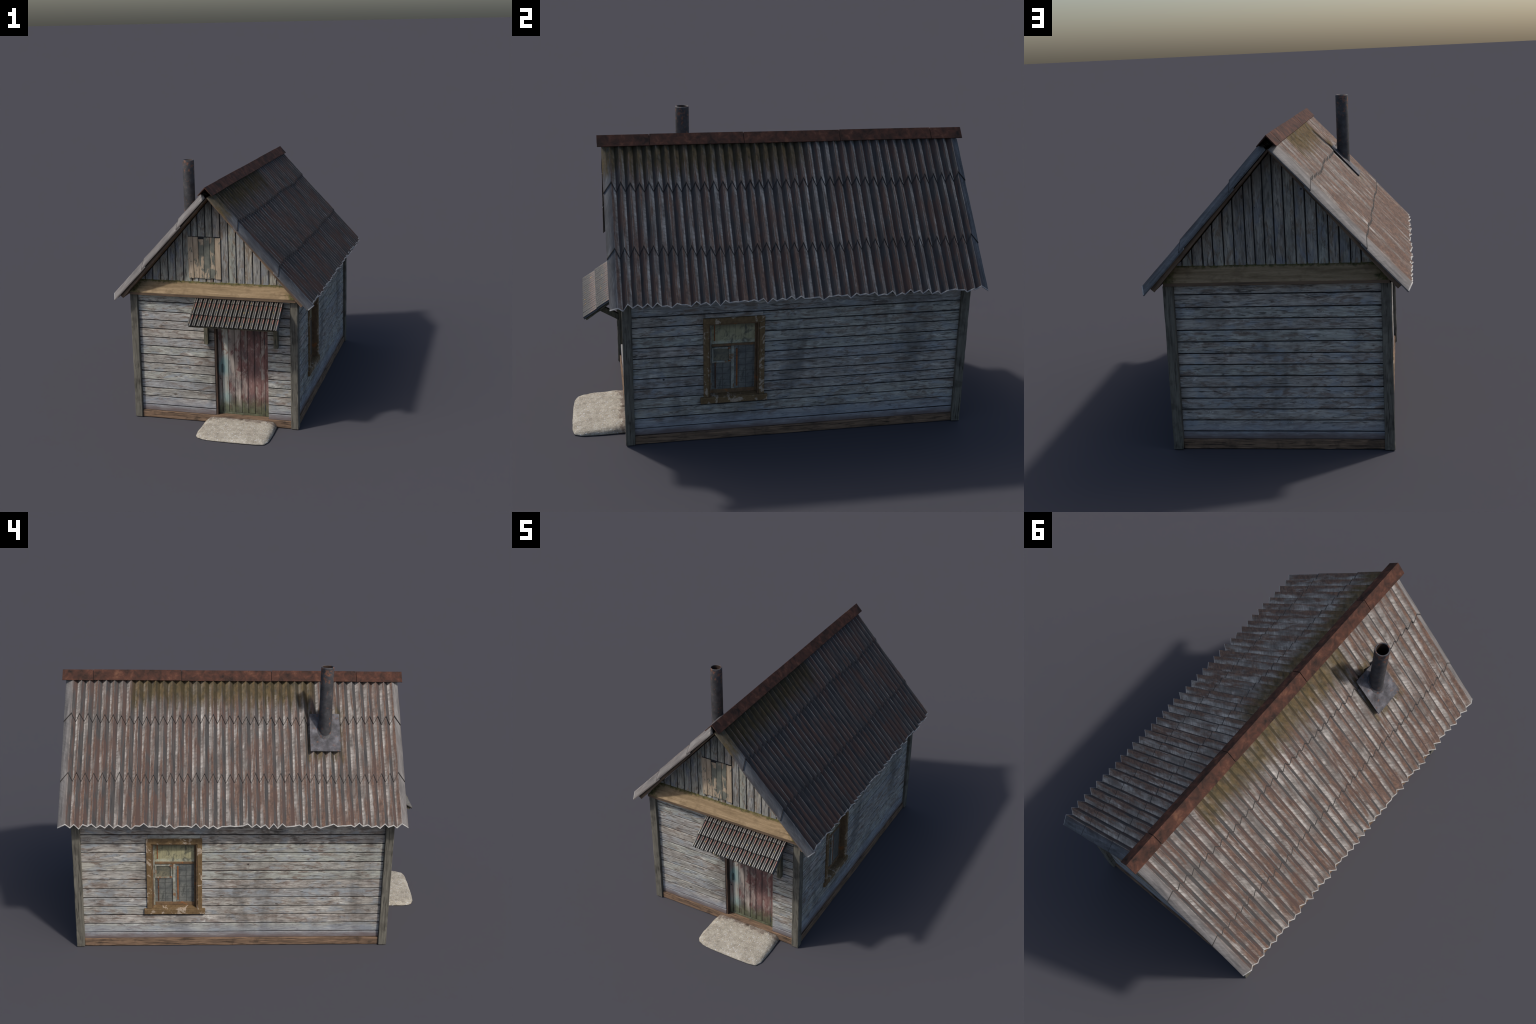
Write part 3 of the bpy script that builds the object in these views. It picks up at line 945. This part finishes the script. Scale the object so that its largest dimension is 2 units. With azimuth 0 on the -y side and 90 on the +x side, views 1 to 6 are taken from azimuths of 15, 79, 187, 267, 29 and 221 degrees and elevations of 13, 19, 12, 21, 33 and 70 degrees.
# ------------------------------------------------------------------ door
DY = -0.6985
door = add("door", box_mesh("door", (0.004, DY + 0.004, 0.043), (0.314, DY + 0.014, 0.665), 0.001), house, M["jamb"])
DX = [0.035, 0.074, 0.112, 0.151, 0.190, 0.230, 0.268]
for i, (a, b) in enumerate(zip(DX[:-1], DX[1:])):
    cx, cz = (a + b) / 2, 0.36
    bt = 0.0555 + random.uniform(-0.001, 0.001)
    me = box_mesh("door_plank", (a + 0.0012 - cx, 0, bt - cz), (b - 0.0012 - cx, 0.012, 0.655 - cz), 0.0013, (2, 14), 0.0007, i * 2.7)
    add("door_plank", me, door, M["door"], (cx, DY + random.uniform(-0.0008, 0.0008), cz))
for lo, hi in [((0.0145, -0.004, 0.044), (0.0338, 0.012, 0.66)), ((0.2692, -0.003, 0.044), (0.2905, 0.012, 0.66)),
               ((0.2925, -0.006, 0.0435), (0.3160, 0.012, 0.664)), ((0.0342, -0.003, 0.0435), (0.2688, 0.010, 0.0545))]:
    cx, cz = (lo[0] + hi[0]) / 2, (lo[2] + hi[2]) / 2
    me = box_mesh("door_stile", (lo[0] - cx, lo[1], lo[2] - cz), (hi[0] - cx, hi[1], hi[2] - cz), 0.0013, (2, 14), 0.0008, cx * 50)
    add("door_stile", me, door, M["door"], (cx, DY, cz))
add("door_jamb", box_mesh("door_jamb", (0.0012, YF + 0.001, 0.043), (0.0135, DY + 0.004, 0.666), 0.001), door, M["jamb"])
add("door_jamb", box_mesh("door_jamb", (0.3162, YF + 0.004, 0.043), (0.3178, DY + 0.004, 0.666), 0.0004), door, M["jamb"])
add("door_lintel", box_mesh("door_lintel", (0.0012, YF + 0.002, 0.652), (0.3178, DY + 0.004, 0.666), 0.001), door, M["jamb"])
add("door_threshold", box_mesh("door_threshold", (0.003, YF - 0.004, 0.0415), (0.3155, DY + 0.002, 0.0445), 0.0008), door, M["skirt"])
hd = add("door_handle", box_mesh("door_handle", (-0.004, -0.009, -0.026), (0.0045, 0.0, 0.026), 0.002), door, M["iron"], (0.0365, DY - 0.0015, 0.325))
bm = bmesh.new()
bmesh.ops.create_cone(bm, cap_ends=True, segments=14, radius1=0.0035, radius2=0.003, depth=0.006, matrix=Matrix.Rotation(math.pi / 2, 4, "X"))
add("keyhole_plate", mesh_from(bm, "keyhole_plate"), door, M["iron"], (0.026, DY - 0.006, 0.262))
for z in (0.10, 0.50):
    add("door_hinge", box_mesh("door_hinge", (-0.002, -0.006, -0.019), (0.002, 0.0, 0.019), 0.001), door, M["iron"], (0.2915, DY - 0.002, z))

# ------------------------------------------------------------------ windows
# local frame: x to the right seen from outside, -y outwards, origin in the boarding face


def window(loc, rot):
    fr = add("window", box_mesh("window", (-0.135, 0.0415, 0.2), (0.135, 0.0445, 0.62), 0.0005), house, M["core"], loc, (0, 0, rot))

    def bar(name, u0, u1, z0, z1, y0, y1, mat, bev=0.0012, wob=0.0008):
        long_z = (z1 - z0) > (u1 - u0)
        me = box_mesh(name, (u0, y0, z0), (u1, y1, z1), bev, (2 if long_z else 0, 10), wob, u0 * 40 + z0 * 20 + loc[0] * 9)
        return add(name, me, fr, M[mat])
    # casing
    bar("window_casing", -0.146, -0.119, 0.2245, 0.601, -0.009, 0.02, "casing", 0.0018)
    bar("window_casing", 0.120, 0.146, 0.2245, 0.601, -0.009, 0.02, "casing", 0.0018)
    bar("window_casing", -0.1465, 0.1465, 0.6015, 0.632, -0.0095, 0.02, "casing", 0.0018)
    bar("window_sill", -0.1615, 0.1615, 0.192, 0.224, -0.013, 0.022, "casing", 0.0022)
    # reveal
    bar("window_reveal", -0.1188, -0.113, 0.2245, 0.6, -0.004, 0.041, "rail")
    bar("window_reveal", 0.1138, 0.1196, 0.2245, 0.6, -0.004, 0.041, "rail")
    bar("window_reveal", -0.1128, 0.1134, 0.595, 0.6008, -0.003, 0.041, "rail")
    bar("window_reveal", -0.1128, 0.1134, 0.2242, 0.2268, -0.006, 0.041, "casing")
    # sash
    Y0, Y1 = 0.0265, 0.041
    bar("window_sash", -0.1126, -0.104, 0.2272, 0.594, Y0, Y1, "sash")
    bar("window_sash", 0.1035, 0.1134, 0.2272, 0.594, Y0, Y1, "rail")
    bar("window_sash", -0.1036, 0.1031, 0.2274, 0.247, Y0 - 0.001, Y1, "rail")
    bar("window_sash", -0.1036, 0.1031, 0.4725, 0.4845, Y0 - 0.002, Y1, "rail")
    bar("window_sash", -0.1036, 0.1031, 0.588, 0.5945, Y0, Y1, "rail")
    bar("window_mullion", -0.0105, 0.0045, 0.2475, 0.472, Y0 - 0.002, Y1, "sash")
    for a in [(-0.1034, -0.0955, 0.388, 0.468), (-0.0205, -0.0125, 0.388, 0.468), (-0.0953, -0.0207, 0.46, 0.468), (-0.0953, -0.0207, 0.388, 0.3965)]:
        bar("vent_frame", *a, Y0 - 0.003, Y1 - 0.002, "sash", 0.001)

    def pane(u0, u1, z0, z1, mat):
        cx, cz = (u0 + u1) / 2, (z0 + z1) / 2
        me = box_mesh("window_pane", (u0 - cx, 0, z0 - cz), (u1 - cx, 0.003, z1 - cz), 0)
        add("window_pane", me, fr, M[mat], (cx, 0.0295, cz))
    pane(-0.1045, 0.104, 0.484, 0.589, "pane_top")
    pane(-0.1045, -0.010, 0.2465, 0.389, "pane")
    pane(0.004, 0.104, 0.2465, 0.473, "pane")
    pane(-0.096, -0.020, 0.396, 0.461, "pane_small")
    for a, m in [((0.0135, 0.0215, 0.258, 0.458), "batten"), ((-0.090, -0.0825, 0.252, 0.386), "batten_dark"), ((-0.092, -0.0865, 0.5, 0.587), "batten")]:
        bar("inner_frame", *a, 0.0284, 0.0305, m, 0.0004, 0.0003)
    for z in (0.395, 0.461):
        add("vent_hinge", box_mesh("vent_hinge", (-0.026, 0.0222, z - 0.002), (-0.0135, 0.0245, z + 0.005), 0.0005), fr, M["batten"])


window((-XW, 0.4013, 0), -math.pi / 2)
window((XW, -0.2263, 0), math.pi / 2)

# ------------------------------------------------------------------ awning over the door
AT, AB = Vector((0, -0.752, 0.7485)), Vector((0, -0.9130, 0.6330))
ad = (AB - AT).normalized()
an = Vector((0, ad.z, -ad.y))
if an.z < 0:
    an = -an
ALEN = (AB - AT).length
ang = math.atan2(ad.z, -ad.y)       # negative: falls outwards
AX0, AX1 = -0.0975, 0.4225
NCOL = 19
AW = (AX1 - AX0) / NCOL


def aw_pt(x, s, h):
    p = AT + ad * s + an * h
    return Vector((x, p.y, p.z))


def aw_box(x0, x1, s0, s1, h0, h1, bev=0.001):
    bm = bmesh.new()
    vs = [[[bm.verts.new(aw_pt(x, s, h)) for h in (h0, h1)] for s in (s0, s1)] for x in (x0, x1)]
    q = lambda *i: bm.faces.new([vs[a][b][c] for a, b, c in i])
    q((0, 0, 0), (0, 0, 1), (0, 1, 1), (0, 1, 0)); q((1, 0, 0), (1, 1, 0), (1, 1, 1), (1, 0, 1))
    q((0, 0, 0), (0, 1, 0), (1, 1, 0), (1, 0, 0)); q((0, 0, 1), (1, 0, 1), (1, 1, 1), (0, 1, 1))
    q((0, 0, 0), (1, 0, 0), (1, 0, 1), (0, 0, 1)); q((0, 1, 0), (0, 1, 1), (1, 1, 1), (1, 1, 0))
    bevel(bm, bev)
    return mesh_from(bm, "awning_board")


awn = add("awning", aw_box(AX0 + 0.006, AX1 - 0.006, 0.002, ALEN - 0.004, -0.009, -0.0005), house, M["bracket"])
PROF = [(0.0003, -0.0012), (0.0012, 0.0022), (0.0028, 0.0068), (0.0060, 0.0077), (0.0098, 0.0074), (0.0120, 0.0040), (0.0128, 0.0026), (0.0140, 0.0042),
        (0.0160, 0.0066), (0.0182, 0.0072), (0.0203, 0.0058), (0.0218, 0.0025), (0.0226, -0.0008), (0.0271, -0.0014)]


def tile_mesh(length):
    """Double roll tile: two rounded ribs and a deep water channel. Local y runs down the slope."""
    bm = bmesh.new()
    rows = [0.0, 0.003, length - 0.003, length]
    T, B = [], []
    for yy in rows:
        dh = -0.0008 if yy in (0.0, length) else 0
        lift = 0.0046 * yy / max(length, 0.05)
        T.append([bm.verts.new((x, yy, z + dh + lift + 0.0012)) for x, z in PROF])
        B.append([bm.verts.new((x, yy, z - 0.0020 + lift)) for x, z in PROF])
    n = len(PROF)
    for r in range(len(rows) - 1):
        for i in range(n - 1):
            bm.faces.new((T[r][i], T[r][i + 1], T[r + 1][i + 1], T[r + 1][i]))
            bm.faces.new((B[r][i], B[r + 1][i], B[r + 1][i + 1], B[r][i + 1]))
        for i in (0, n - 1):
            bm.faces.new((T[r][i], T[r + 1][i], B[r + 1][i], B[r][i]))
    for r in (0, len(rows) - 1):
        for i in range(n - 1):
            bm.faces.new((T[r][i], B[r][i], B[r][i + 1], T[r][i + 1]))
    me = mesh_from(bm, "awning_tile", True)
    for e in me.edges:
        pass
    return me


ROWS = [(0.0, 0.16 * ALEN), (0.16 * ALEN - 0.010, 0.61 * ALEN), (0.61 * ALEN - 0.010, ALEN)]
for ri, (s0, s1) in enumerate(ROWS):
    me = tile_mesh(s1 - s0)
    me.materials.append(M["tile"] if ri else M["tile_top"])
    for c in range(NCOL):
        bump_ = 0.0016 * noise.noise(Vector((c * 0.6, ri * 3, 1))) + random.uniform(-0.0006, 0.0006)
        j = 0.004 * noise.noise(Vector((c * 0.35, ri * 7, 4))) if ri < 2 else 0
        p = aw_pt(AX0 + c * AW, s0 + j, 0.0016 + 0.0002 * ri + max(0, bump_) * 0.5)
        o = add("awning_tile", me, awn)
        o.matrix_world = Matrix.Translation(p) @ Matrix(((1, 0, 0, 0), (0, ad.y, an.y, 0), (0, ad.z, an.z, 0), (0, 0, 0, 1)))
for x0, x1 in ((-0.052, -0.028), (0.358, 0.382)):
    cx = (x0 + x1) / 2
    add("awning_bracket", box_mesh("awning_bracket", (x0 - cx, -0.757, 0.481), (x1 - cx, YF - 0.0005, 0.745), 0.0018, (2, 12), 0.001, cx * 30), awn, M["bracket"], (cx, 0, 0))
    add("awning_rafter", aw_box(x0 + 0.002, x1 - 0.002, 0.006, 0.140, -0.0225, -0.0095, 0.0015), awn, M["bracket"])
    prof = [(-0.757, 0.605), (-0.757, 0.636), (-0.838, 0.684), (-0.851, 0.672), (-0.845, 0.658)]
    me = prism_mesh("awning_brace", prof, 0, x0 + 0.003, x1 - 0.003, 0.0012)
    add("awning_brace", me, awn, M["bracket"])

# ------------------------------------------------------------------ loft hatch
HX = [-0.1465, -0.1145, -0.083, -0.0515, -0.0165, 0.0135, 0.0465]
HT = [1.1005, 1.0995, 1.0870, 1.0985, 1.0990, 1.0960]
HB = [0.8585, 0.8615, 0.8590, 0.8580, 0.8610, 0.8565]
LEAN = [0.012, 0.016, 0.006, 0.0, 0.0, 0.0]
hatch = add("loft_hatch", box_mesh("loft_hatch", (-0.143, -0.7062, 0.8605), (0.0455, -0.7040, 1.1025), 0), house, M["core"])
for i in range(6):
    a, b = HX[i] + 0.0010, HX[i + 1] - 0.0010
    cx, cz = (a + b) / 2, (HT[i] + HB[i]) / 2
    hw, hh = (b - a) / 2, (HT[i] - HB[i]) / 2
    me = box_mesh("hatch_plank", (-hw, 0, -hh), (hw, 0.008, hh), 0.001, (2, 8), 0.0007, i * 5.5)
    add("hatch_plank", me, hatch, M["hatch"], (cx + 0.0008, -0.7105 + random.uniform(-0.001, 0.001), cz), (0, -LEAN[i], 0))

# ------------------------------------------------------------------ stone doorstep
FOOT = [(-0.048, -0.736), (-0.058, -0.80), (-0.0605, -0.86), (-0.060, -0.915), (-0.055, -0.952), (-0.038, -0.975), (0.0, -0.990), (0.06, -0.9965),
        (0.15, -0.9995), (0.24, -1.0), (0.31, -0.9985), (0.351, -0.990), (0.367, -0.955), (0.370, -0.90), (0.370, -0.84), (0.368, -0.78), (0.367, -0.736)]


def resample(pts, n):
    L = [0.0]
    for a, b in zip(pts[:-1], pts[1:]):
        L.append(L[-1] + math.dist(a, b))
    out = []
    for i in range(n):
        d = L[-1] * i / (n - 1)
        j = next(k for k in range(len(L) - 1) if d <= L[k + 1] + 1e-9)
        t = (d - L[j]) / (L[j + 1] - L[j])
        out.append((pts[j][0] + (pts[j + 1][0] - pts[j][0]) * t, pts[j][1] + (pts[j + 1][1] - pts[j][1]) * t))
    return out


bm = bmesh.new()
NF = 110
foot = resample(FOOT, NF)
PR = [(1.0, 0.0), (0.998, 0.006), (0.985, 0.014), (0.965, 0.022), (0.94, 0.0285), (0.905, 0.0335), (0.86, 0.0365), (0.78, 0.0385), (0.66, 0.0395), (0.52, 0.040), (0.38, 0.040), (0.24, 0.0395), (0.1, 0.039), (0.0, 0.039)]
rings = []
for f, z in PR:
    ring = []
    for x, y in foot:
        px, py = 0.156 + (x - 0.156) * f, -0.736 + (y + 0.736) * f
        zz = z * (0.90 - 0.42 * min(1, max(0, (-0.736 - py) / 0.22)))
        q = Vector((px * 24, py * 24, zz * 24))
        d = noise.noise_vector(q) * 0.0028 + noise.noise_vector(q * 3.1) * 0.0012
        if z == 0:
            d = Vector((0, 0, 0))
        ring.append(bm.verts.new((px + d.x, py + d.y * (1 if f > 0.02 else 0), max(0, zz + d.z))))
    rings.append(ring)
for r0, r1 in zip(rings[:-1], rings[1:]):
    for i in range(NF - 1):
        bm.faces.new((r0[i], r0[i + 1], r1[i + 1], r1[i]))
back = [r[-1] for r in rings[::-1]] and None
bmesh.ops.remove_doubles(bm, verts=bm.verts, dist=1e-5)
be = [e for e in bm.edges if e.is_boundary]
bmesh.ops.holes_fill(bm, edges=be, sides=0)
add("doorstep", mesh_from(bm, "doorstep", True), house, M["stone"])
